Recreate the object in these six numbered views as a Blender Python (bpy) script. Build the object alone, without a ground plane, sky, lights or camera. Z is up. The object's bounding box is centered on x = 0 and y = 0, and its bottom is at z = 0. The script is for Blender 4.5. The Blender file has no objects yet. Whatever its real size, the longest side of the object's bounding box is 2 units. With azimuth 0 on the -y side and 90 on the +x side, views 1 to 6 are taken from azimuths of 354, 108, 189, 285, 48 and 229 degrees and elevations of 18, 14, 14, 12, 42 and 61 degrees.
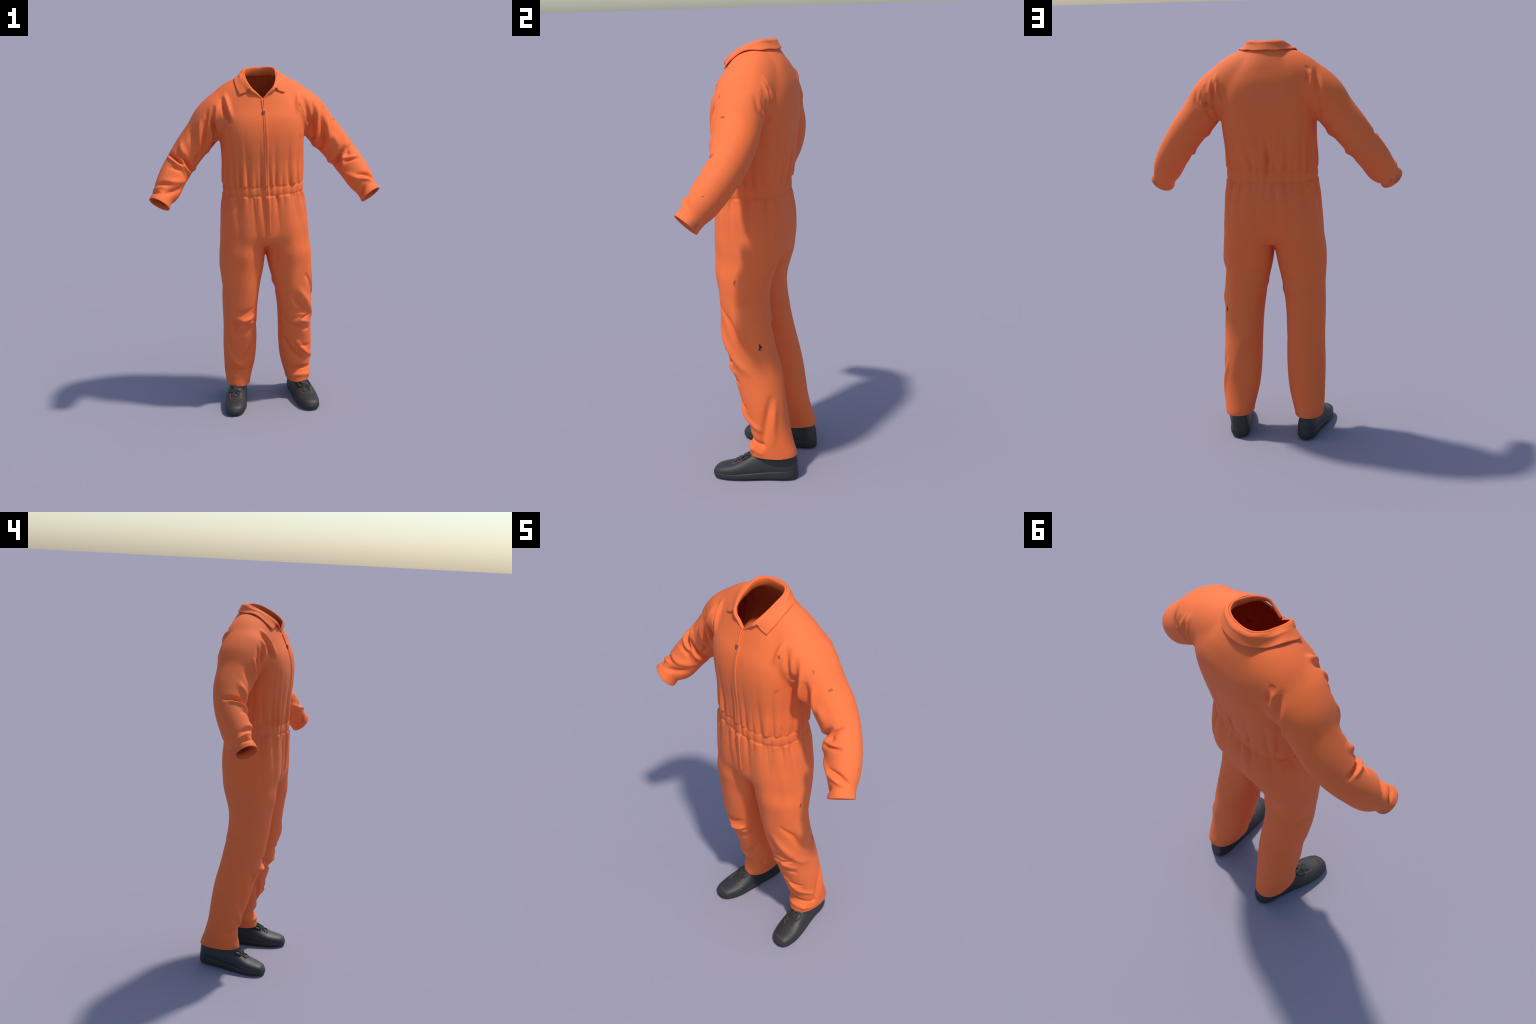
import bpy, bmesh, math, random
import numpy as np
from mathutils import Vector
from mathutils.bvhtree import BVHTree

random.seed(7)
RNG = np.random.default_rng(7)

# ------------------------------------------------------------------ helpers
def smooth_interp(keys, t):
    """Monotone-ish cubic (Catmull-Rom on uneven knots) through rows keys[:,0] -> keys[:,1:]."""
    k = np.asarray(keys, float)
    x, y = k[:, 0], k[:, 1:]
    d = np.gradient(y, x, axis=0)
    t = np.clip(np.asarray(t, float), x[0], x[-1])
    i = np.clip(np.searchsorted(x, t, side='right') - 1, 0, len(x) - 2)
    h = (x[i + 1] - x[i])[:, None]
    s = ((t - x[i])[:, None]) / h
    h00 = 2*s**3 - 3*s**2 + 1; h10 = s**3 - 2*s**2 + s
    h01 = -2*s**3 + 3*s**2;    h11 = s**3 - s**2
    return h00*y[i] + h10*h*d[i] + h01*y[i+1] + h11*h*d[i+1]

def smoothstep(a, b, x):
    t = np.clip((x - a) / (b - a), 0, 1)
    return t*t*(3 - 2*t)

def superellipse(n, e):
    a = np.linspace(0, 2*np.pi, n, endpoint=False)
    c, s = np.cos(a), np.sin(a)
    return np.sign(c)*np.abs(c)**(2/e), np.sign(s)*np.abs(s)**(2/e)

def mesh_from_rings(name, rings, cap=True, closed_ring=True):
    rings = np.asarray(rings)
    m, n = rings.shape[:2]
    verts = [tuple(v) for v in rings.reshape(-1, 3)]
    faces = []
    nn = n if closed_ring else n - 1
    for i in range(m - 1):
        for j in range(nn):
            a = i*n + j; b = i*n + (j+1) % n
            faces.append((a, b, b + n, a + n))
    if cap:
        faces.append(tuple(range(n))[::-1])
        faces.append(tuple(range((m-1)*n, m*n)))
    me = bpy.data.meshes.new(name)
    me.from_pydata(verts, [], faces)
    me.update()
    bm = bmesh.new(); bm.from_mesh(me)
    bmesh.ops.recalc_face_normals(bm, faces=bm.faces)
    bm.to_mesh(me); bm.free()
    return me

def add_object(name, me, parent=None, mat=None):
    ob = bpy.data.objects.new(name, me)
    bpy.context.scene.collection.objects.link(ob)
    if parent: ob.parent = parent
    if mat:
        me.materials.clear(); me.materials.append(mat)
    return ob

def co_array(me):
    a = np.empty(len(me.vertices)*3); me.vertices.foreach_get('co', a)
    return a.reshape(-1, 3)

def set_co(me, a):
    me.vertices.foreach_set('co', np.ascontiguousarray(a).ravel()); me.update()

def normals_of(me):
    a = np.empty(len(me.vertices)*3); me.vertices.foreach_get('normal', a)
    return a.reshape(-1, 3)

def edges_of(me):
    a = np.empty(len(me.edges)*2, dtype=np.int32); me.edges.foreach_get('vertices', a)
    return a.reshape(-1, 2)

def laplacian(me, weight, iterations, factor=0.5):
    co = co_array(me); e = edges_of(me); n = len(co)
    deg = np.bincount(e.ravel(), minlength=n)[:, None].astype(float)
    w = (weight*factor)[:, None]
    for _ in range(iterations):
        acc = np.zeros_like(co)
        for k in range(3):
            acc[:, k] = np.bincount(e[:, 0], co[e[:, 1], k], n) + np.bincount(e[:, 1], co[e[:, 0], k], n)
        co = co + w*(acc/deg - co)
    set_co(me, co)

def apply_modifiers(ob):
    dg = bpy.context.evaluated_depsgraph_get()
    me = bpy.data.meshes.new_from_object(ob.evaluated_get(dg))
    old = ob.data; ob.modifiers.clear(); ob.data = me
    bpy.data.meshes.remove(old)
    return me

def catmull(points, n):
    p = np.asarray(points, float)
    s = np.concatenate([[0], np.cumsum(np.linalg.norm(np.diff(p, axis=0), axis=1))])
    return smooth_interp(np.column_stack([s, p]), np.linspace(0, s[-1], n))

# ------------------------------------------------------------------ the suit: base volumes
NSEC = 72
def hip_shift(z):
    """the waist and hips hang a little towards the wearer's right"""
    return -0.004*float(smoothstep(1.60, 1.38, np.array(z)))*float(smoothstep(0.45, 0.95, np.array(z)))
def torso_mesh():
    #      z     half-x  y-front y-back exponent
    keys = [(0.992, 0.120, -0.050, 0.065, 2.0),
            (1.016, 0.205, -0.125, 0.098, 2.3),
            (1.050, 0.251, -0.178, 0.124, 2.8),
            (1.100, 0.251, -0.187, 0.138, 2.8),
            (1.170, 0.246, -0.190, 0.146, 2.6),
            (1.250, 0.239, -0.190, 0.144, 2.45),
            (1.300, 0.228, -0.187, 0.134, 2.45),
            (1.350, 0.223, -0.182, 0.126, 2.45),
            (1.410, 0.229, -0.186, 0.140, 2.4),
            (1.500, 0.229, -0.190, 0.156, 2.4),
            (1.600, 0.233, -0.195, 0.167, 2.7),
            (1.680, 0.237, -0.192, 0.174, 2.9),
            (1.750, 0.237, -0.177, 0.175, 2.9),
            (1.810, 0.229, -0.149, 0.168, 2.7),
            (1.860, 0.206, -0.128, 0.153, 2.4),
            (1.900, 0.168, -0.114, 0.138, 2.1),
            (1.940, 0.128, -0.102, 0.116, 2.0),
            (1.970, 0.106, -0.090, 0.097, 2.0),
            (2.010, 0.095, -0.075, 0.085, 2.0)]
    zs = np.linspace(keys[0][0], keys[-1][0], 120)
    P = smooth_interp(keys, zs)
    rings = []
    for z, (hx, yf, yb, e) in zip(zs, P):
        cx, cy = superellipse(NSEC, e)
        yc = -0.030*float(smoothstep(1.66, 1.42, np.array(z)))
        y = np.where(cy < 0, -cy*(yf - yc) + yc, cy*(yb - yc) + yc)
        rings.append(np.column_stack([cx*hx + hip_shift(z), y, np.full(NSEC, z)]))
    return mesh_from_rings('torso_volume', rings)

def yoke_mesh():
    #      x    top-z  y-centre half-y half-z
    keys = [(-0.30, 1.835, 0.020, 0.070, 0.070),
            (-0.24, 1.894, 0.020, 0.105, 0.120),
            (-0.17, 1.936, 0.018, 0.120, 0.140),
            (0.0, 1.968, 0.012, 0.120, 0.150),
            (0.17, 1.936, 0.018, 0.120, 0.140),
            (0.24, 1.894, 0.020, 0.105, 0.120),
            (0.30, 1.835, 0.020, 0.070, 0.070)]
    xs = np.linspace(-0.30, 0.30, 70)
    P = smooth_interp(keys, xs)
    rings = []
    cx, cy = superellipse(NSEC, 2.0)
    for x, (zt, yc, hy, hz) in zip(xs, P):
        rings.append(np.column_stack([np.full(NSEC, x), yc + cx*hy, zt - hz + cy*hz]))
    return mesh_from_rings('yoke_volume', rings)

def sleeve_mesh(side):
    cz = 1.285 if side > 0 else 1.302
    #        x     y      z     half across (xz)  half in y
    rows = [(0.152, 0.010, 1.836, 0.085, 0.090),
            (0.215, 0.010, 1.778, 0.109, 0.128),
            (0.270, 0.015, 1.734, 0.104, 0.118),
            (0.327, 0.018, 1.661, 0.095, 0.103),
            (0.397, 0.020, 1.577, 0.089, 0.093),
            (0.456, 0.004, 1.499, 0.084, 0.082),
            (0.508, -0.034, 1.426, 0.080, 0.078),
            (0.553, -0.082, 1.350, 0.072, 0.069),
            (0.575, -0.109, cz + 0.028, 0.060, 0.058),
            (0.595, -0.134, cz - 0.004, 0.064, 0.060),
            (0.616, -0.162, cz - 0.049, 0.070, 0.064)]
    n = 110
    R = catmull(rows, n)
    c = R[:, :3]
    tan = np.gradient(c, axis=0); tan /= np.linalg.norm(tan, axis=1)[:, None]
    cx, cy = superellipse(NSEC, 2.1)
    rings = []
    for p, t, (a, b) in zip(c, tan, R[:, 3:]):
        yax = np.array([0, 1.0, 0]); yax -= t*np.dot(t, yax); yax /= np.linalg.norm(yax)
        xax = np.cross(yax, t)
        rings.append(p + np.outer(cx*a, xax) + np.outer(cy*b, yax))
    rings = np.array(rings); rings[:, :, 0] *= side
    return mesh_from_rings('sleeve_volume', rings)

def leg_mesh(side):
    #      z     x-in   x-out  y-front y-back
    keys = [(0.090, 0.112, 0.252, -0.030, 0.196),
            (0.130, 0.107, 0.255, -0.028, 0.192),
            (0.180, 0.094, 0.260, -0.014, 0.175),
            (0.240, 0.080, 0.262, -0.024, 0.160),
            (0.370, 0.067, 0.264, -0.060, 0.140),
            (0.490, 0.065, 0.260, -0.095, 0.125),
            (0.650, 0.057, 0.261, -0.137, 0.090),
            (0.770, 0.039, 0.259, -0.152, 0.072),
            (0.900, 0.011, 0.264, -0.163, 0.072),
            (0.980, 0.001, 0.263, -0.174, 0.098),
            (1.050, -0.002, 0.252, -0.172, 0.122),
            (1.150, 0.060, 0.205, -0.120, 0.080)]
    zs = np.linspace(keys[0][0], keys[-1][0], 130)
    P = smooth_interp(keys, zs)
    cx, cy = superellipse(NSEC, 2.25)
    rings = []
    for z, (xi, xo, yf, yb) in zip(zs, P):
        ring = np.column_stack([side*((xi+xo)/2 + cx*(xo-xi)/2) + hip_shift(z), (yf+yb)/2 + cy*(yb-yf)/2, np.full(NSEC, z)])
        rings.append(ring)
    return mesh_from_rings('leg_volume', rings)

VOXEL = 0.0048
def build_suit_surface():
    bm = bmesh.new()
    for me in (torso_mesh(), yoke_mesh(), sleeve_mesh(1), sleeve_mesh(-1), leg_mesh(1), leg_mesh(-1)):
        bm.from_mesh(me)
    me = bpy.data.meshes.new('suit'); bm.to_mesh(me); bm.free()
    ob = add_object('suit', me)
    md = ob.modifiers.new('r', 'REMESH'); md.mode = 'VOXEL'; md.voxel_size = VOXEL
    me = apply_modifiers(ob)
    co = co_array(me)
    ax, z = np.abs(co[:, 0]), co[:, 2]
    w = np.full(len(co), 0.35)
    # melt the joins: armholes, shoulders, crotch, hips
    arm = np.exp(-(((ax-0.25)/0.07)**2 + ((z-1.72)/0.14)**2))
    crotch = np.exp(-(((ax)/0.34)**2 + ((z-1.04)/0.08)**2))
    w = np.clip(w + arm + crotch, 0, 1)
    w *= 1 - 0.75*np.exp(-((ax/0.035)**2 + ((z-0.99)/0.05)**2))
    laplacian(me, w, 40)
    co = co_array(me); ax, z = np.abs(co[:, 0]), co[:, 2]
    seam = np.exp(-((z-1.05)/0.05)**2)*np.clip(smoothstep(0.03, 0.09, ax) + smoothstep(1.02, 1.05, z), 0, 1)*(ax < 0.3)
    yoke = np.exp(-(((ax-0.24)/0.09)**2 + ((z-1.84)/0.07)**2))
    laplacian(me, np.clip(seam + yoke, 0, 1), 160)
    return ob

# ------------------------------------------------------------------ relief (folds)
FOLD_STRENGTH = 1.85
def polyline_distance(co, pts):
    """distance to a polyline and the 0..1 position along it"""
    best = np.full(len(co), 1e9); tt = np.zeros(len(co))
    seg = np.linalg.norm(np.diff(pts, axis=0), axis=1); cum = np.concatenate([[0], np.cumsum(seg)])
    for i in range(len(seg)):
        a, b = pts[i], pts[i+1]; d = b - a
        t = np.clip(((co - a) @ d)/max(d @ d, 1e-12), 0, 1)
        dist = np.linalg.norm(co - (a + t[:, None]*d), axis=1)
        m = dist < best
        best[m] = dist[m]; tt[m] = (cum[i] + t[m]*seg[i])/cum[-1]
    return best, tt

# folds: (control points on the cloth, half-width, height; negative = crease)
RIGHT_SLEEVE_FOLDS = [
    ([(-0.527, 0.013, 1.555), (-0.505, -0.058, 1.549), (-0.477, -0.080, 1.529), (-0.445, -0.084, 1.500)], 0.010, -0.015),
    ([(-0.532, -0.018, 1.546), (-0.497, -0.076, 1.527), (-0.465, -0.087, 1.504), (-0.437, -0.082, 1.494)], 0.009, 0.008),
    ([(-0.465, -0.075, 1.554), (-0.440, -0.081, 1.528), (-0.412, -0.068, 1.486), (-0.397, -0.018, 1.450)], 0.011, -0.015),
    ([(-0.475, -0.071, 1.554), (-0.450, -0.081, 1.531), (-0.440, -0.082, 1.503)], 0.008, 0.008),
    ([(-0.438, -0.082, 1.501), (-0.419, -0.068, 1.464), (-0.411, -0.047, 1.445)], 0.009, 0.006),
    ([(-0.528, -0.084, 1.498), (-0.493, -0.094, 1.492), (-0.460, -0.093, 1.473), (-0.445, -0.085, 1.432)], 0.012, -0.006),
    ([(-0.554, -0.120, 1.430), (-0.504, -0.122, 1.420), (-0.446, -0.079, 1.412)], 0.016, 0.006),
    ([(-0.601, -0.104, 1.403), (-0.565, -0.126, 1.415), (-0.525, -0.131, 1.408)], 0.011, -0.007),
    ([(-0.623, -0.096, 1.366), (-0.596, -0.123, 1.394), (-0.556, -0.137, 1.395)], 0.009, 0.006),
    ([(-0.562, -0.155, 1.365), (-0.518, -0.138, 1.368), (-0.469, -0.099, 1.375)], 0.013, -0.008),
    ([(-0.627, -0.103, 1.360), (-0.607, -0.140, 1.373), (-0.588, -0.152, 1.371)], 0.010, -0.007),
    ([(-0.457, -0.047, 1.622), (-0.453, -0.068, 1.589), (-0.435, -0.080, 1.553)], 0.016, 0.008),
    ([(-0.396, -0.054, 1.695), (-0.396, -0.071, 1.658), (-0.392, -0.080, 1.622)], 0.022, -0.007),
    ([(-0.344, -0.080, 1.733), (-0.346, -0.085, 1.681), (-0.351, -0.083, 1.630), (-0.343, -0.070, 1.577)], 0.012, 0.008),
    ([(-0.322, -0.092, 1.731), (-0.326, -0.085, 1.646), (-0.333, -0.055, 1.559)], 0.013, -0.010),
    ([(-0.292, -0.100, 1.721), (-0.287, -0.085, 1.661), (-0.289, -0.055, 1.605)], 0.010, 0.007),
    ([(-0.274, -0.108, 1.748), (-0.269, -0.096, 1.696), (-0.249, -0.055, 1.640)], 0.012, -0.012),
    ([(-0.286, -0.058, 1.612), (-0.269, -0.029, 1.602), (-0.250, -0.012, 1.611)], 0.008, -0.010),
    ([(-0.381, -0.055, 1.503), (-0.365, -0.059, 1.528), (-0.361, -0.070, 1.557)], 0.010, -0.008),
]
LEFT_SLEEVE_FOLDS = [
    ([(0.462, -0.076, 1.550), (0.435, -0.081, 1.517), (0.417, -0.071, 1.483), (0.398, 0.000, 1.446)], 0.012, -0.016),
    ([(0.438, -0.082, 1.507), (0.445, -0.086, 1.475), (0.440, -0.068, 1.409)], 0.014, 0.007),
    ([(0.509, -0.040, 1.563), (0.479, -0.077, 1.537), (0.459, -0.086, 1.507)], 0.007, -0.008),
    ([(0.486, -0.079, 1.527), (0.471, -0.087, 1.506)], 0.007, -0.006),
    ([(0.441, -0.083, 1.493), (0.466, -0.090, 1.493), (0.515, -0.088, 1.499)], 0.009, 0.006),
    ([(0.456, -0.091, 1.475), (0.497, -0.097, 1.486), (0.535, -0.086, 1.491)], 0.009, -0.008),
    ([(0.442, -0.068, 1.405), (0.492, -0.122, 1.391), (0.535, -0.146, 1.368)], 0.015, 0.006),
    ([(0.519, -0.133, 1.402), (0.571, -0.134, 1.403), (0.614, -0.117, 1.373)], 0.010, -0.009),
    ([(0.515, -0.136, 1.385), (0.552, -0.145, 1.382), (0.599, -0.138, 1.369)], 0.010, 0.006),
    ([(0.552, -0.158, 1.340), (0.536, -0.156, 1.314), (0.531, -0.149, 1.287)], 0.010, -0.007),
    ([(0.332, -0.089, 1.715), (0.335, -0.084, 1.643), (0.331, -0.067, 1.582), (0.324, -0.010, 1.535)], 0.014, -0.013),
    ([(0.297, -0.097, 1.705), (0.300, -0.084, 1.651), (0.304, -0.067, 1.609)], 0.010, 0.008),
    ([(0.275, -0.106, 1.733), (0.280, -0.091, 1.679), (0.278, -0.066, 1.630)], 0.012, -0.011),
    ([(0.249, -0.110, 1.729), (0.262, -0.090, 1.684), (0.239, -0.063, 1.649)], 0.011, -0.011),
    ([(0.275, -0.028, 1.595), (0.288, -0.057, 1.608), (0.303, -0.060, 1.598)], 0.008, -0.010),
    ([(0.384, -0.080, 1.630), (0.410, -0.080, 1.590), (0.422, -0.081, 1.554)], 0.020, 0.006),
    ([(0.360, -0.075, 1.711), (0.365, -0.083, 1.641), (0.371, -0.081, 1.592)], 0.012, 0.007),
]
SHOULDER_FOLDS = [
    ([(-0.222, -0.083, 1.854), (-0.212, -0.116, 1.801), (-0.182, -0.132, 1.733)], 0.013, -0.011),
    ([(-0.202, -0.070, 1.873), (-0.189, -0.107, 1.818), (-0.171, -0.133, 1.761)], 0.013, 0.009),
    ([(-0.271, -0.098, 1.814), (-0.282, -0.105, 1.740), (-0.264, -0.071, 1.648)], 0.011, -0.010),
    ([(-0.303, -0.086, 1.795), (-0.317, -0.094, 1.714)], 0.012, -0.006),
    ([(-0.249, -0.104, 1.821), (-0.261, -0.110, 1.739)], 0.011, 0.006),
    ([(0.230, -0.096, 1.839), (0.245, -0.117, 1.772), (0.260, -0.099, 1.703)], 0.013, -0.008),
    ([(0.197, -0.082, 1.858), (0.183, -0.121, 1.776)], 0.012, 0.006),
    ([(0.282, -0.093, 1.811), (0.285, -0.104, 1.748), (0.280, -0.091, 1.681)], 0.012, -0.008),
    ([(0.302, -0.089, 1.790), (0.306, -0.096, 1.707), (0.302, -0.074, 1.625)], 0.011, 0.006),
]
KNEE_FOLDS = [
    ([(-0.207, -0.117, 0.629), (-0.153, -0.124, 0.623), (-0.105, -0.112, 0.639)], 0.014, -0.007),
    ([(-0.199, -0.112, 0.592), (-0.153, -0.114, 0.579), (-0.095, -0.093, 0.597)], 0.012, 0.007),
    ([(-0.239, -0.081, 0.578), (-0.191, -0.101, 0.543), (-0.163, -0.105, 0.547)], 0.012, -0.007),
    ([(-0.210, -0.081, 0.491), (-0.145, -0.088, 0.489), (-0.084, -0.057, 0.517)], 0.018, -0.007),
    ([(-0.170, -0.026, 0.276), (-0.116, -0.039, 0.354), (-0.084, -0.029, 0.414)], 0.013, -0.008),
    ([(-0.230, -0.032, 0.350), (-0.203, -0.025, 0.283), (-0.156, -0.019, 0.251)], 0.014, 0.006),
    ([(-0.254, 0.031, 0.210), (-0.195, -0.010, 0.214), (-0.137, -0.004, 0.216)], 0.013, -0.008),
    ([(-0.248, -0.049, 0.511), (-0.229, -0.041, 0.385), (-0.212, -0.028, 0.306)], 0.018, -0.006),
    ([(0.127, -0.115, 0.603), (0.183, -0.120, 0.611), (0.234, -0.089, 0.590)], 0.014, -0.007),
    ([(0.170, -0.105, 0.546), (0.203, -0.103, 0.563), (0.241, -0.078, 0.575)], 0.009, -0.008),
    ([(0.094, -0.078, 0.546), (0.156, -0.094, 0.508), (0.232, -0.061, 0.473)], 0.012, -0.009),
    ([(0.119, -0.092, 0.530), (0.174, -0.106, 0.551), (0.237, -0.067, 0.516)], 0.013, 0.007),
    ([(0.091, -0.039, 0.420), (0.142, -0.037, 0.322), (0.206, -0.017, 0.256)], 0.015, -0.011),
    ([(0.179, -0.055, 0.373), (0.241, -0.022, 0.349)], 0.010, -0.006),
    ([(0.159, -0.065, 0.404), (0.210, -0.035, 0.326), (0.263, 0.043, 0.257)], 0.013, 0.008),
    ([(0.126, 0.009, 0.194), (0.192, -0.009, 0.207), (0.260, 0.055, 0.184)], 0.011, -0.014),
    ([(0.126, 0.014, 0.149), (0.190, -0.014, 0.157), (0.255, 0.047, 0.140)], 0.015, 0.006),
    ([(0.173, -0.141, 0.752), (0.212, -0.123, 0.684), (0.249, -0.073, 0.603)], 0.018, 0.006),
    ([(0.136, -0.136, 0.714), (0.173, -0.129, 0.649), (0.234, -0.092, 0.601)], 0.014, -0.006),
]
SIDE_FOLDS = [
    ([(0.216, -0.135, 0.830), (0.252, -0.085, 0.758), (0.260, -0.054, 0.693), (0.262, -0.001, 0.615)], 0.012, -0.010),
    ([(0.263, -0.070, 0.848), (0.261, -0.051, 0.763), (0.262, -0.007, 0.673)], 0.018, 0.007),
    ([(0.208, -0.119, 0.639), (0.251, -0.062, 0.578), (0.261, -0.005, 0.531)], 0.018, 0.006),
    ([(0.248, 0.097, 0.407), (0.265, 0.075, 0.290), (0.260, 0.054, 0.180)], 0.016, -0.010),
    ([(0.234, 0.116, 0.387), (0.252, 0.111, 0.305), (0.260, 0.110, 0.202)], 0.015, 0.006),
    ([(0.227, -0.007, 0.133), (0.235, 0.010, 0.172)], 0.012, 0.006),
]
BACK_FOLDS = [
    ([(0.233, 0.113, 1.843), (0.230, 0.135, 1.783), (0.205, 0.119, 1.703)], 0.010, 0.008),
    ([(0.293, 0.117, 1.789), (0.302, 0.127, 1.725), (0.206, 0.108, 1.666)], 0.010, -0.011),
    ([(0.335, 0.099, 1.775), (0.339, 0.117, 1.717), (0.288, 0.118, 1.664)], 0.012, -0.007),
    ([(0.260, 0.114, 1.826), (0.263, 0.132, 1.771), (0.259, 0.129, 1.714)], 0.008, 0.007),
    ([(0.294, 0.112, 1.798), (0.302, 0.127, 1.737), (0.309, 0.122, 1.674)], 0.008, 0.007),
    ([(0.280, 0.131, 1.749), (0.281, 0.118, 1.667), (0.257, 0.077, 1.625)], 0.009, -0.008),
    ([(0.234, 0.129, 1.810), (0.252, 0.131, 1.726), (0.237, 0.082, 1.646)], 0.009, -0.009),
    ([(-0.249, 0.093, 1.861), (-0.258, 0.126, 1.803), (-0.254, 0.132, 1.731)], 0.015, -0.010),
    ([(-0.222, 0.106, 1.862), (-0.230, 0.132, 1.803)], 0.012, 0.009),
    ([(-0.210, 0.121, 1.842), (-0.216, 0.132, 1.804)], 0.011, -0.008),
    ([(-0.273, 0.132, 1.742), (-0.262, 0.093, 1.637)], 0.012, -0.010),
    ([(-0.291, 0.129, 1.741), (-0.281, 0.104, 1.638)], 0.010, 0.007),
    ([(-0.011, 0.155, 1.487), (-0.007, 0.141, 1.415), (-0.001, 0.127, 1.358)], 0.008, -0.010),
    ([(0.080, 0.141, 1.439), (0.055, 0.130, 1.379)], 0.012, -0.006),
    ([(-0.078, 0.145, 1.456), (-0.056, 0.130, 1.378)], 0.012, -0.006),
]
LEG_BACK_FOLDS = [
    ([(-0.051, 0.004, 0.747), (-0.106, 0.067, 0.725), (-0.171, 0.077, 0.717)], 0.020, -0.004),
    ([(-0.056, 0.027, 0.792), (-0.116, 0.068, 0.758), (-0.180, 0.072, 0.746)], 0.020, 0.003),
    ([(0.048, -0.033, 0.734), (0.106, 0.068, 0.718), (0.198, 0.071, 0.724)], 0.020, -0.004),
    ([(0.043, -0.009, 0.780), (0.105, 0.065, 0.753), (0.197, 0.066, 0.756)], 0.020, 0.003),
    ([(-0.004, 0.113, 1.050), (-0.013, 0.092, 1.022)], 0.013, -0.006),
    ([(-0.245, 0.020, 0.173), (-0.240, 0.010, 0.220), (0.115, 0.054, 0.131)], 0.013, -0.010),
    ([(-0.218, -0.005, 0.162), (-0.186, -0.008, 0.189)], 0.012, 0.007),
    ([(-0.182, -0.113, 0.580), (-0.203, -0.094, 0.528), (-0.189, -0.083, 0.476)], 0.013, -0.008),
    ([(0.083, -0.070, 0.565), (-0.154, -0.114, 0.581), (0.086, -0.045, 0.463)], 0.014, 0.008),
]
OUTLINE_SWELLS = [
    # long soft drapes down the thighs and the centre back
    ([(-0.110, -0.18, 1.20), (-0.130, -0.17, 1.00), (-0.140, -0.15, 0.76)], 0.035, 0.004),
    ([(-0.060, -0.18, 1.16), (-0.055, -0.16, 0.98), (-0.080, -0.14, 0.80)], 0.025, -0.004),
    ([(0.130, -0.18, 1.20), (0.140, -0.17, 1.00), (0.130, -0.15, 0.76)], 0.035, 0.004),
    ([(0.200, -0.15, 1.22), (0.205, -0.13, 1.02), (0.170, -0.13, 0.80)], 0.025, -0.004),
    ([(0.060, -0.18, 1.18), (0.045, -0.15, 1.02), (0.070, -0.13, 0.84)], 0.022, -0.004),
    ([(-0.006, 0.16, 1.55), (-0.006, 0.14, 1.42), (-0.006, 0.13, 1.36)], 0.010, -0.007),
    ([(-0.050, 0.16, 1.52), (-0.035, 0.14, 1.42), (-0.030, 0.13, 1.37)], 0.014, 0.005),
    ([(0.050, 0.16, 1.52), (0.030, 0.14, 1.42), (0.022, 0.13, 1.37)], 0.014, 0.005),
    ([(-0.10, 0.09, 1.02), (-0.13, 0.07, 0.92), (-0.17, 0.07, 0.80)], 0.030, -0.004),
    ([(0.10, 0.09, 1.02), (0.13, 0.07, 0.92), (0.17, 0.07, 0.80)], 0.030, -0.004),
    ([(-0.08, 0.10, 0.60), (-0.15, 0.12, 0.50), (-0.20, 0.14, 0.32)], 0.030, 0.004),
    ([(0.08, 0.10, 0.60), (0.15, 0.12, 0.50), (0.20, 0.14, 0.32)], 0.030, 0.004),
    ([(-0.262, -0.03, 0.900), (-0.255, 0.01, 0.890)], 0.045, 0.004),
    ([(-0.258, -0.04, 0.770), (-0.250, 0.03, 0.780)], 0.028, -0.006),
    ([(0.262, -0.03, 0.910), (0.255, 0.02, 0.900)], 0.035, 0.004),
    ([(0.260, -0.04, 0.835), (0.250, 0.03, 0.845)], 0.022, -0.005),
    ([(0.262, -0.03, 0.690), (0.258, 0.0, 0.700)], 0.035, 0.004),
    ([(0.040, -0.05, 0.775), (0.040, 0.01, 0.780)], 0.020, 0.004),
    ([(0.050, -0.05, 0.735), (0.050, 0.01, 0.740)], 0.018, -0.004),
    ([(-0.055, -0.03, 0.510), (-0.065, 0.03, 0.500)], 0.022, -0.005),
    ([(-0.040, -0.03, 0.740), (-0.045, 0.0, 0.745)], 0.022, 0.004),
    ([(0.24, 0.00, 1.600), (0.24, 0.04, 1.600)], 0.020, -0.006),
    ([(0.30, 0.02, 1.560), (0.31, 0.05, 1.550)], 0.024, 0.007),
    ([(-0.30, 0.02, 1.560), (-0.31, 0.05, 1.550)], 0.024, 0.007),
    ([(0.385, 0.00, 1.455), (0.385, 0.03, 1.455)], 0.016, 0.007),
    ([(-0.385, 0.00, 1.455), (-0.385, 0.03, 1.455)], 0.016, 0.007),
    ([(0.415, 0.00, 1.425), (0.42, 0.02, 1.425)], 0.014, -0.006),
    ([(-0.415, 0.00, 1.425), (-0.42, 0.02, 1.425)], 0.014, -0.006),
]
FOLDS = RIGHT_SLEEVE_FOLDS + LEFT_SLEEVE_FOLDS + SHOULDER_FOLDS + KNEE_FOLDS
SOFT_FOLDS = OUTLINE_SWELLS + BACK_FOLDS + LEG_BACK_FOLDS + SIDE_FOLDS

def pleat_wave(theta, seed, n):
    """uneven run of rounded pleats round the waist, 0..1"""
    r = np.random.default_rng(seed)
    edges = np.cumsum(r.uniform(0.65, 1.5, n)); edges = np.concatenate([[0], edges])/edges[-1]*2*math.pi
    hgt = r.uniform(0.45, 1.0, n)
    t = np.mod(theta, 2*math.pi)
    i = np.clip(np.searchsorted(edges, t, side='right') - 1, 0, n-1)
    s = (t - edges[i])/(edges[i+1] - edges[i])
    return np.sin(np.pi*s)**0.8*hgt[i]

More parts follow.
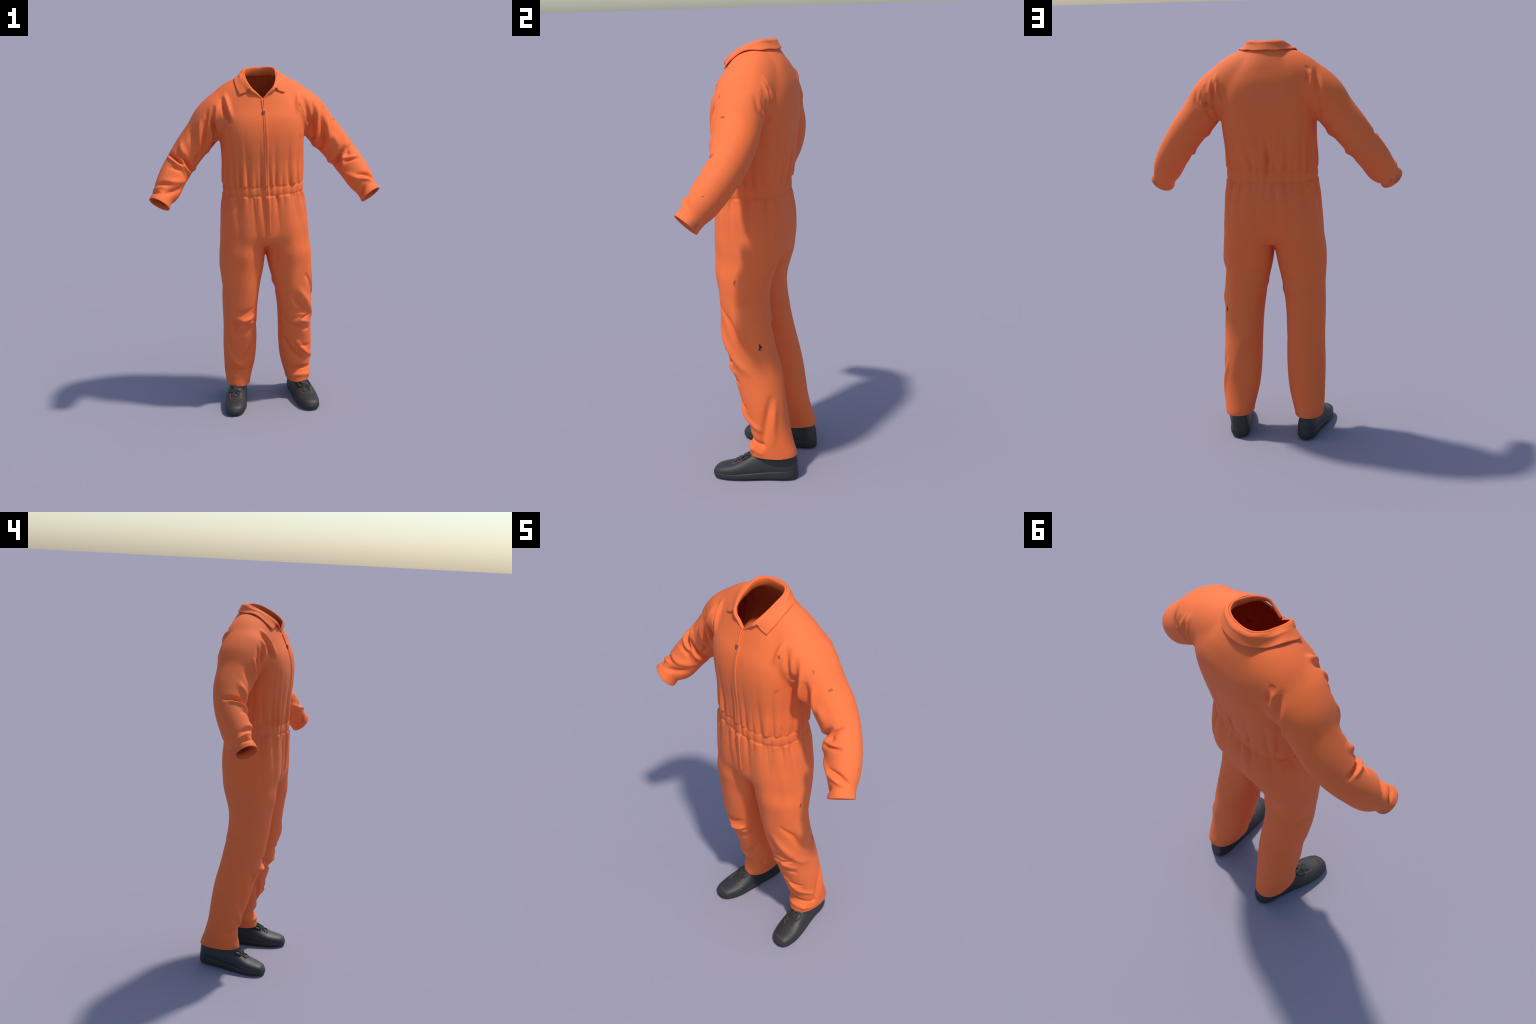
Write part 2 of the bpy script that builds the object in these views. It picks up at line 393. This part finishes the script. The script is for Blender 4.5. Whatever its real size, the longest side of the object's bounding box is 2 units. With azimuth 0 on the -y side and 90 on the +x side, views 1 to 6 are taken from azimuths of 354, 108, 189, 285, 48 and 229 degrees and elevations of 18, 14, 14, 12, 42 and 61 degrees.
BAND_LOW, BAND_HIGH = 1.324, 1.373
def waist_gathers(co):
    x, y, z = co.T
    theta = np.arctan2(y + 0.02, x*0.8) + math.pi
    body = (np.abs(x) < 0.262) & (z > 1.0) & (z < 1.70)
    front = 0.95 + 0.05*smoothstep(0.08, -0.08, y)
    fine = pleat_wave(theta, 3, 32) - 0.5
    broad = pleat_wave(theta - 0.25*(BAND_LOW - z), 21, 17) - 0.5
    tall = pleat_wave(theta + 0.1*(z - BAND_HIGH), 11, 24) - 0.5
    fb = smoothstep(BAND_LOW + 0.003, BAND_LOW - 0.010, z)
    fa = smoothstep(BAND_HIGH - 0.003, BAND_HIGH + 0.010, z)
    db, da = np.clip(BAND_LOW - z, 0, 1), np.clip(z - BAND_HIGH, 0, 1)
    h = fb*(fine*0.011*np.exp(-(db/0.05)**1.2) + broad*(0.013*np.exp(-(db/0.13)**2) + 0.004*np.exp(-(db/0.24)**2)) + 0.001*np.exp(-(db/0.04)**2))
    h += fa*(fine*0.014*np.exp(-(da/0.06)**1.2) + tall*0.017*np.exp(-(da/0.17)**2) + 0.001*np.exp(-(da/0.04)**2))
    band = (1 - fb)*(1 - fa)
    mid = np.clip((z - BAND_LOW)/(BAND_HIGH - BAND_LOW), 0, 1)
    h += band*(0.003*np.sin(np.pi*mid) + 0.006*fine)
    for zl in (BAND_LOW, BAND_HIGH):
        h -= 0.0022*np.exp(-((z - zl)/0.004)**2)
    return np.where(body, h*front, 0)

def relief(co, nrm, bvh):
    h = np.zeros(len(co))
    h += waist_gathers(co)
    for pts, width, amp, strong in [(*f, True) for f in FOLDS] + [(*f, False) for f in SOFT_FOLDS]:
        snapped = []
        for p in pts:
            q = bvh.find_nearest(Vector(p))[0]
            snapped.append(tuple(q))
        c = catmull(snapped, 14)
        lo, hi = c.min(0) - 3*width, c.max(0) + 3*width
        m = np.where(np.all((co > lo) & (co < hi), axis=1))[0]
        if not len(m): continue
        d, t = polyline_distance(co[m], c)
        taper = np.clip(np.sin(np.pi*np.clip(0.06 + 0.88*t, 0, 1)), 0, 1)**0.7
        h[m] += (FOLD_STRENGTH if strong else 1.3)*amp*taper*np.exp(-(d/width)**2)
    return h

# ------------------------------------------------------------------ openings
NECK_PROFILE = [(0.0, 1.006), (0.030, 1.028), (0.060, 1.049), (0.085, 1.103), (0.090, 1.160), (0.082, 1.215), (0.050, 1.243), (0.0, 1.250)]
def neck_w(co):
    return co[:, 1]*0.8 + co[:, 2]*0.6
_np = catmull(NECK_PROFILE, 60)
def neck_inside(co):
    """>0 inside the neck opening (seen along the tilted neck axis)"""
    w = neck_w(co); hx = np.interp(w, _np[:, 1], _np[:, 0], left=-0.05, right=-0.05)
    g = hx - np.abs(co[:, 0])
    axis = -co[:, 1]*0.6 + co[:, 2]*0.8         # towards the opening
    g = np.where(axis > 1.49, g, -1.0)
    top = np.interp(co[:, 1], [-0.140, -0.122, -0.080, -0.022, 0.032, 0.070, 0.120], [1.895, 1.899, 1.928, 1.956, 1.972, 1.975, 1.975])
    return np.maximum(g, np.where(np.abs(co[:, 0]) < 0.15, co[:, 2] - top, -1.0))


def plane_cut(me, point, outward, radius):
    """cut the tube off beyond a plane, near one point only, leaving an open rim"""
    bm = bmesh.new(); bm.from_mesh(me)
    p, n = Vector(point), Vector(outward).normalized()
    near = [f for f in bm.faces if (f.calc_center_median() - p).length < radius]
    geom = set(near)
    for f in near:
        geom.update(f.verts); geom.update(f.edges)
    bmesh.ops.bisect_plane(bm, geom=list(geom), plane_co=p, plane_no=n, clear_outer=False, dist=1e-6)
    kill = [v for v in bm.verts if (v.co - p).length < radius*1.4 and (v.co - p).dot(n) > 1e-5]
    bmesh.ops.delete(bm, geom=kill, context='VERTS')
    bm.to_mesh(me); bm.free(); me.update()

def neck_cut(me):
    co = co_array(me); g = neck_inside(co)
    bm = bmesh.new(); bm.from_mesh(me); bm.verts.ensure_lookup_table()
    kill = [f for f in bm.faces if all(g[v.index] > 0 for v in f.verts)]
    bmesh.ops.delete(bm, geom=kill, context='FACES')
    loose = [v for v in bm.verts if not v.link_faces]
    bmesh.ops.delete(bm, geom=loose, context='VERTS')
    rim = [v for v in bm.verts if v.is_boundary and v.co.z > 1.7]
    for v in rim:
        for _ in range(3):
            a = np.array([v.co[:]]); g0 = neck_inside(a)[0]
            if g0 <= -0.5: break
            e = 1e-4
            gx = (neck_inside(a + [[e, 0, 0]])[0] - g0)/e
            gy = (neck_inside(a + [[0, e, 0]])[0] - g0)/e
            gz = (neck_inside(a + [[0, 0, e]])[0] - g0)/e
            l = gx*gx + gy*gy + gz*gz
            if l < 1e-6: break
            st = float(np.clip(-g0/l, -0.006, 0.006))
            v.co.x += st*gx; v.co.y += st*gy; v.co.z += st*gz
    for _ in range(4):
        new = {}
        for v in rim:
            nb = [e.other_vert(v) for e in v.link_edges if e.is_boundary]
            if len(nb) == 2: new[v] = v.co*0.5 + (nb[0].co + nb[1].co)*0.25
        for v, c in new.items(): v.co = c
    bm.to_mesh(me); bm.free(); me.update()

def keep_largest_island(me):
    bm = bmesh.new(); bm.from_mesh(me)
    seen, islands = set(), []
    for v in bm.verts:
        if v in seen: continue
        st, isl = [v], []
        seen.add(v)
        while st:
            a = st.pop(); isl.append(a)
            for e in a.link_edges:
                b = e.other_vert(a)
                if b not in seen: seen.add(b); st.append(b)
        islands.append(isl)
    islands.sort(key=len)
    for isl in islands[:-1]: bmesh.ops.delete(bm, geom=isl, context='VERTS')
    bm.to_mesh(me); bm.free(); me.update()

# ------------------------------------------------------------------ collar
TOP_RAIL = [(0.060, -0.122, 1.909), (0.083, -0.080, 1.943), (0.091, -0.022, 1.972), (0.086, 0.032, 1.991), (0.062, 0.064, 1.996), (0.030, 0.076, 1.996), (0.0, 0.078, 1.994)]
EDGE_RAIL = [(0.120, -0.099, 1.871), (0.133, -0.052, 1.905), (0.133, 0.000, 1.934), (0.117, 0.046, 1.950), (0.088, 0.084, 1.956), (0.050, 0.106, 1.956), (0.0, 0.116, 1.954)]
V_RAIL = [(0.004, -0.129, 1.853), (0.030, -0.126, 1.880)]

def mirror_rail(rail, n):
    r = catmull(rail, n)
    l = r.copy(); l[:, 0] *= -1
    return np.vstack([r, l[::-1][1:]])

def push_out(p, bvh, gap):
    q, n, _, _ = bvh.find_nearest(Vector(p))
    d = (Vector(p) - q).dot(n)
    if d < gap: p = np.array(Vector(p) + n*(gap - d))
    return p

def build_collar(bvh, parent, mat):
    top, edge = mirror_rail(TOP_RAIL, 50), mirror_rail(EDGE_RAIL, 50)
    m = len(top); K = 10
    rows = []
    for i in range(m):
        u = abs(i/(m-1)*2 - 1)           # 1 at the fronts, 0 at the back
        a, b = top[i], edge[i]
        out = np.array([b[0]-a[0], b[1]-a[1], 0]); out /= max(np.linalg.norm(out), 1e-6)
        row = []
        for k in range(K):
            s = k/(K-1)
            p = a*(1-s) + b*s
            p = p + out*(0.007*math.sin(math.pi*min(1, s*2.6)) - 0.005*math.sin(math.pi*max(0, (s-0.35)/0.65))) + np.array([0, 0, 1])*0.003*math.sin(math.pi*min(1, s*2.6))
            if s > 0.15: p = push_out(p, bvh, 0.004 + 0.003*s)
            if s > 0.5:      # let the flap settle on the cloth
                q, nn, _, _ = bvh.find_nearest(Vector(p))
                k2 = 0.75*float(smoothstep(0.5, 1.0, np.array(s)))*1.1
                p = p*(1-k2) + np.array(q + nn*0.006)*k2
            row.append(p)
        rows.append(row)
    rows = np.array(rows)
    # slight unevenness of the sewn edge
    for i in range(m):
        rows[i, :, 2] += 0.0022*math.sin(i*0.41) * np.linspace(0.6, 0.9, K)
    me = mesh_from_rings('collar', rows, cap=False, closed_ring=False)
    ob = add_object('collar', me, parent, mat)
    md = ob.modifiers.new('s', 'SOLIDIFY'); md.thickness = 0.006; md.offset = 0
    md = ob.modifiers.new('b', 'BEVEL'); md.width = 0.0022; md.segments = 2; md.limit_method = 'ANGLE'
    md = ob.modifiers.new('u', 'SUBSURF'); md.levels = 1
    apply_modifiers(ob).shade_smooth()
    # stand: rolled band that runs all round the opening down to the zip
    full = catmull(V_RAIL + TOP_RAIL, 70)
    hgt = np.interp(np.linspace(0, 1, 70), [0, 0.12, 0.24, 0.5, 1], [0.010, 0.012, 0.022, 0.048, 0.056])
    l = full.copy(); l[:, 0] *= -1
    path = np.vstack([full, l[::-1][1:]]); H = np.concatenate([hgt, hgt[::-1][1:]])
    ctr = np.array([0, -0.02, 0])
    rings = []
    for p, h in zip(path, H):
        o = np.array([p[0], p[1]-ctr[1], 0]); o /= np.linalg.norm(o)
        dn = np.array([0, 0, -1.0]) + o*0.25
        ring = []
        for a in np.linspace(0, 2*math.pi, 14, endpoint=False):
            ring.append(p + o*(-0.0045 + 0.0075*math.cos(a)) + dn*(h/2 - 0.004 - (h/2)*math.sin(a)))
        rings.append(ring)
    me = mesh_from_rings('collar_band', np.array(rings))
    me.shade_smooth()
    add_object('collar_band', me, parent, mat)

# ------------------------------------------------------------------ shoes
def shoe_rows():
    #      y      cx     half-w  top-z
    keys = [(-0.193, 0.228, 0.018, 0.036),
            (-0.184, 0.228, 0.035, 0.048),
            (-0.165, 0.226, 0.049, 0.058),
            (-0.137, 0.222, 0.058, 0.065),
            (-0.105, 0.217, 0.063, 0.073),
            (-0.065, 0.211, 0.063, 0.091),
            (-0.020, 0.203, 0.060, 0.117),
            (0.030, 0.193, 0.055, 0.138),
            (0.090, 0.182, 0.051, 0.148),
            (0.140, 0.176, 0.049, 0.146),
            (0.168, 0.173, 0.042, 0.138),
            (0.185, 0.172, 0.030, 0.120),
            (0.193, 0.172, 0.013, 0.098)]
    ys = -0.193 + 0.386*(0.5 - 0.5*np.cos(np.linspace(0, math.pi, 70)))
    return ys, smooth_interp(keys, ys)

def build_shoe(side, parent, mats):
    black, rubber, lace_mat, orange = mats
    ys, R = shoe_rows()
    n = 48
    ang = np.linspace(0, 2*math.pi, n, endpoint=False)
    c, s = np.cos(ang), np.sin(ang)
    def loft(name, zlow, grow, ztop, elo, ehi):
        rings = []
        for y, (cx, hw, zt) in zip(ys, R):
            t = ztop(y, zt)
            e = np.where(s > 0, ehi, elo)
            px = np.sign(c)*np.abs(c)**(2/e); pz = np.sign(s)*np.abs(s)**(2/e)
            zl = zlow(y); zm = zl + (t - zl)*0.42
            z = np.where(pz > 0, zm + pz*(t-zm), zm + pz*(zm-zl))
            # upper leans in towards the instep
            lean = np.clip((z - 0.06)/0.09, 0, 1)*0.22 if name == 'shoe_upper' else 0
            x = cx + px*(hw + grow)*(1 - lean)
            rings.append(np.column_stack([side*x, np.full(n, y*(1 + (0.006 if grow > 0 else 0))), z]))
        me = mesh_from_rings(name, np.array(rings)); me.shade_smooth()
        return me
    toe_spring = lambda y: 0.006*smoothstep(-0.10, -0.20, np.array(y)) + 0.004*smoothstep(0.12, 0.2, np.array(y))
    shoe = bpy.data.objects.new('shoe', None); bpy.context.scene.collection.objects.link(shoe)
    shoe.parent = parent
    up = add_object('shoe_upper', loft('shoe_upper', lambda y: 0.012, 0.0, lambda y, zt: zt, 3.0, 2.3), shoe, black)
    sole_top = lambda y, zt: min(zt - 0.004, float(np.interp(y, [-0.2, -0.12, -0.05, 0.05, 0.2], [0.034, 0.034, 0.037, 0.045, 0.056])))
    add_object('shoe_sole', loft('shoe_sole', lambda y: float(toe_spring(y)), 0.0012, sole_top, 3.2, 5.0), shoe, rubber)
    # laces: bars across the instep, a crossing pair and a loop
    bvh = BVHTree.FromPolygons([v.co for v in up.data.vertices], [p.vertices for p in up.data.polygons])
    def on_top(y, f):
        cx, hw, zt = smooth_interp(np.column_stack([ys, R]), np.array([y]))[0]
        x = side*(cx + f*hw)
        h = bvh.ray_cast(Vector((x, y, 0.3)), Vector((0, 0, -1)))
        return h[0], h[1]
    def tube(name, pts, r, mat, lift):
        cu = bpy.data.curves.new(name, 'CURVE'); cu.dimensions = '3D'
        cu.bevel_depth = r; cu.bevel_resolution = 2; cu.resolution_u = 4
        sp = cu.splines.new('POLY')
        P = []
        for y, f in pts:
            q, nn = on_top(y, f)
            if q is None: continue
            P.append(q + nn*lift)
        sp.points.add(len(P)-1)
        for k, p in enumerate(P): sp.points[k].co = (*p, 1)
        ob = bpy.data.objects.new(name, cu); bpy.context.scene.collection.objects.link(ob)
        me = bpy.data.meshes.new_from_object(ob.evaluated_get(bpy.context.evaluated_depsgraph_get()))
        bpy.data.objects.remove(ob)
        me.name = name; me.shade_smooth()
        return add_object(name, me, shoe, mat)
    L = np.linspace(-1, 1, 11)
    for y in (-0.088, -0.068, -0.046, -0.026):
        w = 0.36
        tube('shoe_lace', [(y + 0.004*math.sin(3*f), f*w) for f in L], 0.0036, lace_mat, 0.0005)
    for sg in (-1, 1):
        tube('shoe_lace', [(-0.080 + 0.055*(0.5+0.5*f), sg*f*0.34) for f in L], 0.0036, lace_mat, 0.003)
        tube('shoe_lace', [(-0.046 + 0.012*math.sin(math.pi*k) - 0.02*math.sin(2*math.pi*k), sg*(0.05 + 0.5*math.sin(math.pi*k))) for k in np.linspace(0, 1, 15)], 0.0034, lace_mat, 0.004)
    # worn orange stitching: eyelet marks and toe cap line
    for sg in (-1, 1):
        for y in (-0.090, -0.066):
            tube('shoe_stitch', [(y + 0.010*math.cos(a), sg*(0.42 + 0.10*math.sin(a))) for a in np.linspace(0.3, 4.0, 9)], 0.0011, orange, 0.0001)
    tube('shoe_stitch', [(-0.166 - 0.010*math.cos(f*1.5), f*0.55) for f in np.linspace(-0.8, 0.8, 11)], 0.0010, orange, 0.0)
    return shoe

# ------------------------------------------------------------------ zip
def build_zip(bvh, parent, cloth, metal):
    def front(x, z):
        h = bvh.ray_cast(Vector((x, -1, z)), Vector((0, 1, 0)))
        return np.array(h[0]), np.array(h[1])
    rows = []
    prof = [(-0.009, -0.003), (-0.0075, 0.0024), (-0.003, 0.0032), (-0.001, 0.0004), (0.001, 0.0032), (0.010, 0.0040), (0.0135, 0.0030), (0.015, -0.003)]
    for z in np.linspace(1.112, 1.790, 110):
        q, nn = front(0.003, z)
        row = []
        for x, d in prof:
            qq, _ = front(0.001 + x, z)
            row.append(qq + np.array([0, -1, 0.1])*d)
        rows.append(row)
    me = mesh_from_rings('zip_placket', np.array(rows), cap=False, closed_ring=False); me.shade_smooth()
    ob = add_object('zip_placket', me, parent, cloth)
    # open zip edges between the pull and the bottom of the neck opening
    for sg in (-1, 1):
        rings = []
        for t in np.linspace(0, 1, 24):
            z = 1.785 + t*0.064
            q, _ = front(0.0 + sg*0.004, min(z, 1.848))
            p = np.array([sg*(0.0035 + 0.004*t*t), q[1] - 0.001, z])
            ring = [p + np.array([0.0045*math.cos(a), 0.005*math.sin(a), 0]) for a in np.linspace(0, 2*math.pi, 10, endpoint=False)]
            rings.append(ring)
        me = mesh_from_rings('zip_edge', np.array(rings)); me.shade_smooth()
        add_object('zip_edge', me, parent, cloth)
    # slider and pull tab
    q, _ = front(-0.002, 1.785)
    bm = bmesh.new()
    def box(c, sx, sy, sz):
        r = bmesh.ops.create_cube(bm, size=1)
        bmesh.ops.scale(bm, vec=(sx, sy, sz), verts=r['verts'])
        bmesh.ops.translate(bm, vec=c, verts=r['verts'])
    box((-0.002, q[1]-0.004, 1.788), 0.015, 0.008, 0.011)
    box((-0.004, q[1]-0.008, 1.774), 0.012, 0.004, 0.019)
    me = bpy.data.meshes.new('zip_pull'); bm.to_mesh(me); bm.free()
    ob = add_object('zip_pull', me, parent, metal)
    md = ob.modifiers.new('b', 'BEVEL'); md.width = 0.002; md.segments = 2
    apply_modifiers(ob).shade_smooth()

# ------------------------------------------------------------------ materials
def simple_material(name, col, rough):
    mat = bpy.data.materials.new(name); mat.use_nodes = True
    b = mat.node_tree.nodes['Principled BSDF']
    b.inputs['Base Color'].default_value = (*col, 1); b.inputs['Roughness'].default_value = rough
    return mat

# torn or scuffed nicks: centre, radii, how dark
NICKS = [((0.198, -0.113, 1.804), (0.007, 0.012, 0.013), 0.75),
         ((0.340, -0.052, 1.773), (0.008, 0.010, 0.012), 0.65),
         ((0.404, -0.018, 1.698), (0.010, 0.012, 0.009), 0.65),
         ((-0.226, -0.033, 1.893), (0.005, 0.007, 0.007), 0.5),
         ((0.200, -0.112, 1.425), (0.006, 0.010, 0.009), 0.5),
         ((0.263, -0.048, 0.954), (0.015, 0.007, 0.018), 0.8),
         ((0.240, 0.052, 0.650), (0.015, 0.006, 0.021), 1.0),
         ((0.318, 0.127, 1.692), (0.008, 0.008, 0.013), 0.45),  # dark spot behind the left armhole
         ((0.605, -0.046, 1.408), (0.005, 0.005, 0.005), 0.6),
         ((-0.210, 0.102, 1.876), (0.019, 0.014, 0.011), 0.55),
         ((-0.200, 0.083, 1.300), (0.005, 0.008, 0.007), 0.5),
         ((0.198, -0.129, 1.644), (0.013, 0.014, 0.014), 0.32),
         ((-0.281, -0.002, 1.873), (0.012, 0.008, 0.008), 0.25)]
CUFF_STAINS = [((0.628, -0.081, 1.290), 0.026), ((-0.628, -0.083, 1.303), 0.028), ((-0.592, -0.056, 1.300), 0.016)]

def cloth_material():
    mat = simple_material('orange_cloth', (0.78, 0.165, 0.045), 0.8)
    nt = mat.node_tree; N, L = nt.nodes, nt.links
    bsdf = N['Principled BSDF']
    tc = N.new('ShaderNodeTexCoord')
    def noise(scale, detail, vec=None):
        n = N.new('ShaderNodeTexNoise'); n.inputs['Scale'].default_value = scale; n.inputs['Detail'].default_value = detail
        L.new(vec or tc.outputs['Object'], n.inputs['Vector']); return n
    def vmath(op, a, b=None):
        n = N.new('ShaderNodeVectorMath'); n.operation = op
        L.new(a, n.inputs[0])
        if b is not None:
            if isinstance(b, tuple): n.inputs[1].default_value = b
            else: L.new(b, n.inputs[1])
        return n
    def math_(op, a, b):
        n = N.new('ShaderNodeMath'); n.operation = op
        for i, v in enumerate((a, b)):
            if isinstance(v, (int, float)): n.inputs[i].default_value = v
            else: L.new(v, n.inputs[i])
        return n.outputs[0]
    def remap(v, a, b, c, d):
        n = N.new('ShaderNodeMapRange'); L.new(v, n.inputs['Value'])
        for k, x in zip(('From Min', 'From Max', 'To Min', 'To Max'), (a, b, c, d)): n.inputs[k].default_value = x
        return n.outputs['Result']
    def mix(fac, a, b):
        n = N.new('ShaderNodeMix'); n.data_type = 'RGBA'
        if isinstance(fac, float): n.inputs[0].default_value = fac
        else: L.new(fac, n.inputs[0])
        for i, v in ((6, a), (7, b)):
            if isinstance(v, tuple): n.inputs[i].default_value = (*v, 1)
            else: L.new(v, n.inputs[i])
        return n.outputs[2]
    base = mix(remap(noise(4.5, 3).outputs['Fac'], 0.35, 0.68, 0, 1), (0.825, 0.150, 0.030), (0.775, 0.153, 0.037))
    base = mix(remap(noise(14, 4).outputs['Fac'], 0.62, 0.75, 0, 0.35), base, (0.83, 0.125, 0.033))
    # faint greyish thread flecks and scratches
    mp = N.new('ShaderNodeMapping'); mp.inputs['Scale'].default_value = (60, 60, 14); mp.inputs['Rotation'].default_value = (0.4, 0.5, 0.2)
    L.new(tc.outputs['Object'], mp.inputs['Vector'])
    fleck = remap(noise(1.0, 2, mp.outputs['Vector']).outputs['Fac'], 0.735, 0.76, 0, 1)
    patch = remap(noise(3.2, 1).outputs['Fac'], 0.56, 0.62, 0, 0.6)
    base = mix(math_('MULTIPLY', fleck, patch), base, (0.30, 0.16, 0.09))
    wob = vmath('SUBTRACT', noise(70, 2).outputs['Color'], (0.5, 0.5, 0.5))
    wob = vmath('MULTIPLY', wob.outputs[0], (0.026, 0.026, 0.026))
    pos = vmath('ADD', tc.outputs['Object'], wob.outputs[0]).outputs[0]
    for c, r in CUFF_STAINS:
        d = vmath('DISTANCE', pos, c).outputs['Value']
        base = mix(remap(d, r*1.2, r*0.3, 0, 0.5), base, (0.20, 0.10, 0.045))
    dark = None
    for c, r, k in NICKS:
        v = vmath('SUBTRACT', pos, c).outputs[0]
        v = vmath('DIVIDE', v, r).outputs[0]
        d = vmath('LENGTH', v).outputs['Value']
        f = remap(d, 1.1, 0.5, 0, k)
        dark = f if dark is None else math_('MAXIMUM', dark, f)
    base = mix(dark, base, (0.035, 0.018, 0.012))
    L.new(base, bsdf.inputs['Base Color'])
    # woven grain
    bump = N.new('ShaderNodeBump'); bump.inputs['Strength'].default_value = 0.08; bump.inputs['Distance'].default_value = 0.002
    L.new(noise(420, 2).outputs['Fac'], bump.inputs['Height']); L.new(bump.outputs['Normal'], bsdf.inputs['Normal'])
    return mat

def split_suit(suit, parent):
    me = suit.data
    nrm = normals_of(me).copy()
    co = co_array(me)
    centers = np.empty(len(me.polygons)*3); me.polygons.foreach_get('center', centers)
    c = centers.reshape(-1, 3); ax, z = np.abs(c[:, 0]), c[:, 2]
    kind = np.zeros(len(c), int)                                  # 0 bodice
    kind[(z > 1.6) & (ax > 0.238)] = 1
    kind[(z <= 1.6) & (z > 1.2) & (ax > 0.258)] = 1
    kind[(kind == 1) & (c[:, 0] < 0)] = 2
    kind[(z < 1.374) & (z >= 1.323) & (ax < 0.258)] = 3
    kind[(z < 1.323) & (ax < 0.30) & (kind != 1) & (kind != 2)] = 4
    kind[(kind == 4) & (c[:, 0] < 0)] = 5
    names = ['bodice', 'sleeve', 'sleeve', 'waistband', 'trouser_leg', 'trouser_leg']
    for k, nm in enumerate(names):
        bm = bmesh.new(); bm.from_mesh(me)
        lay = bm.verts.layers.int.new('src')
        for v in bm.verts: v[lay] = v.index
        bm.faces.ensure_lookup_table()
        bmesh.ops.delete(bm, geom=[f for f in bm.faces if kind[f.index] != k], context='FACES')
        idx = [v[lay] for v in bm.verts]
        bm.verts.layers.int.remove(lay)
        pm = bpy.data.meshes.new(nm); bm.to_mesh(pm); bm.free()
        pm.materials.clear(); pm.materials.append(me.materials[0])
        pm.shade_smooth()
        pm.normals_split_custom_set_from_vertices([tuple(nrm[i]) for i in idx])
        add_object(nm, pm, parent)
    bpy.data.objects.remove(suit)

def main():
    root = bpy.data.objects.new('coverall_outfit', None)
    bpy.context.scene.collection.objects.link(root)
    root['label'] = 'headless bright orange zip-front coverall worn with black lace-up shoes'
    root['category'] = 'work coverall'
    cloth = cloth_material()
    suit = build_suit_surface()
    me = suit.data
    me.update()
    bvh = BVHTree.FromPolygons([v.co for v in me.vertices], [p.vertices for p in me.polygons])
    co, nrm = co_array(me), normals_of(me)
    set_co(me, co + nrm*relief(co, nrm, bvh)[:, None])
    laplacian(me, np.full(len(co), 0.3), 1)
    bvh = BVHTree.FromPolygons([v.co for v in me.vertices], [p.vertices for p in me.polygons])
    neck_cut(me)
    for side in (1, -1):
        cuff = (side*0.594, -0.132, 1.285 if side > 0 else 1.302)
        plane_cut(me, cuff, (side*0.50, -0.52, -0.69), 0.11)
        plane_cut(me, (side*0.187, 0.085, 0.116), (0, 0.03, -1), 0.17)
    keep_largest_island(me)
    md = suit.modifiers.new('s', 'SOLIDIFY'); md.thickness = 0.005; md.offset = -1
    me = apply_modifiers(suit)
    me.materials.clear(); me.materials.append(cloth)
    me.update()
    split_suit(suit, root)
    build_collar(bvh, root, cloth)
    metal = simple_material('dull_zip_metal', (0.24, 0.085, 0.05), 0.8)
    build_zip(bvh, root, cloth, metal)
    black = simple_material('black_leather', (0.0215, 0.0220, 0.0215), 0.55)
    rubber = simple_material('black_rubber', (0.019, 0.0195, 0.0195), 0.6)
    lace = simple_material('charcoal_lace', (0.026, 0.027, 0.026), 0.8)
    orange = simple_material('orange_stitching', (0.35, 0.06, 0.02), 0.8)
    for side in (1, -1):
        build_shoe(side, root, (black, rubber, lace, orange))
main()
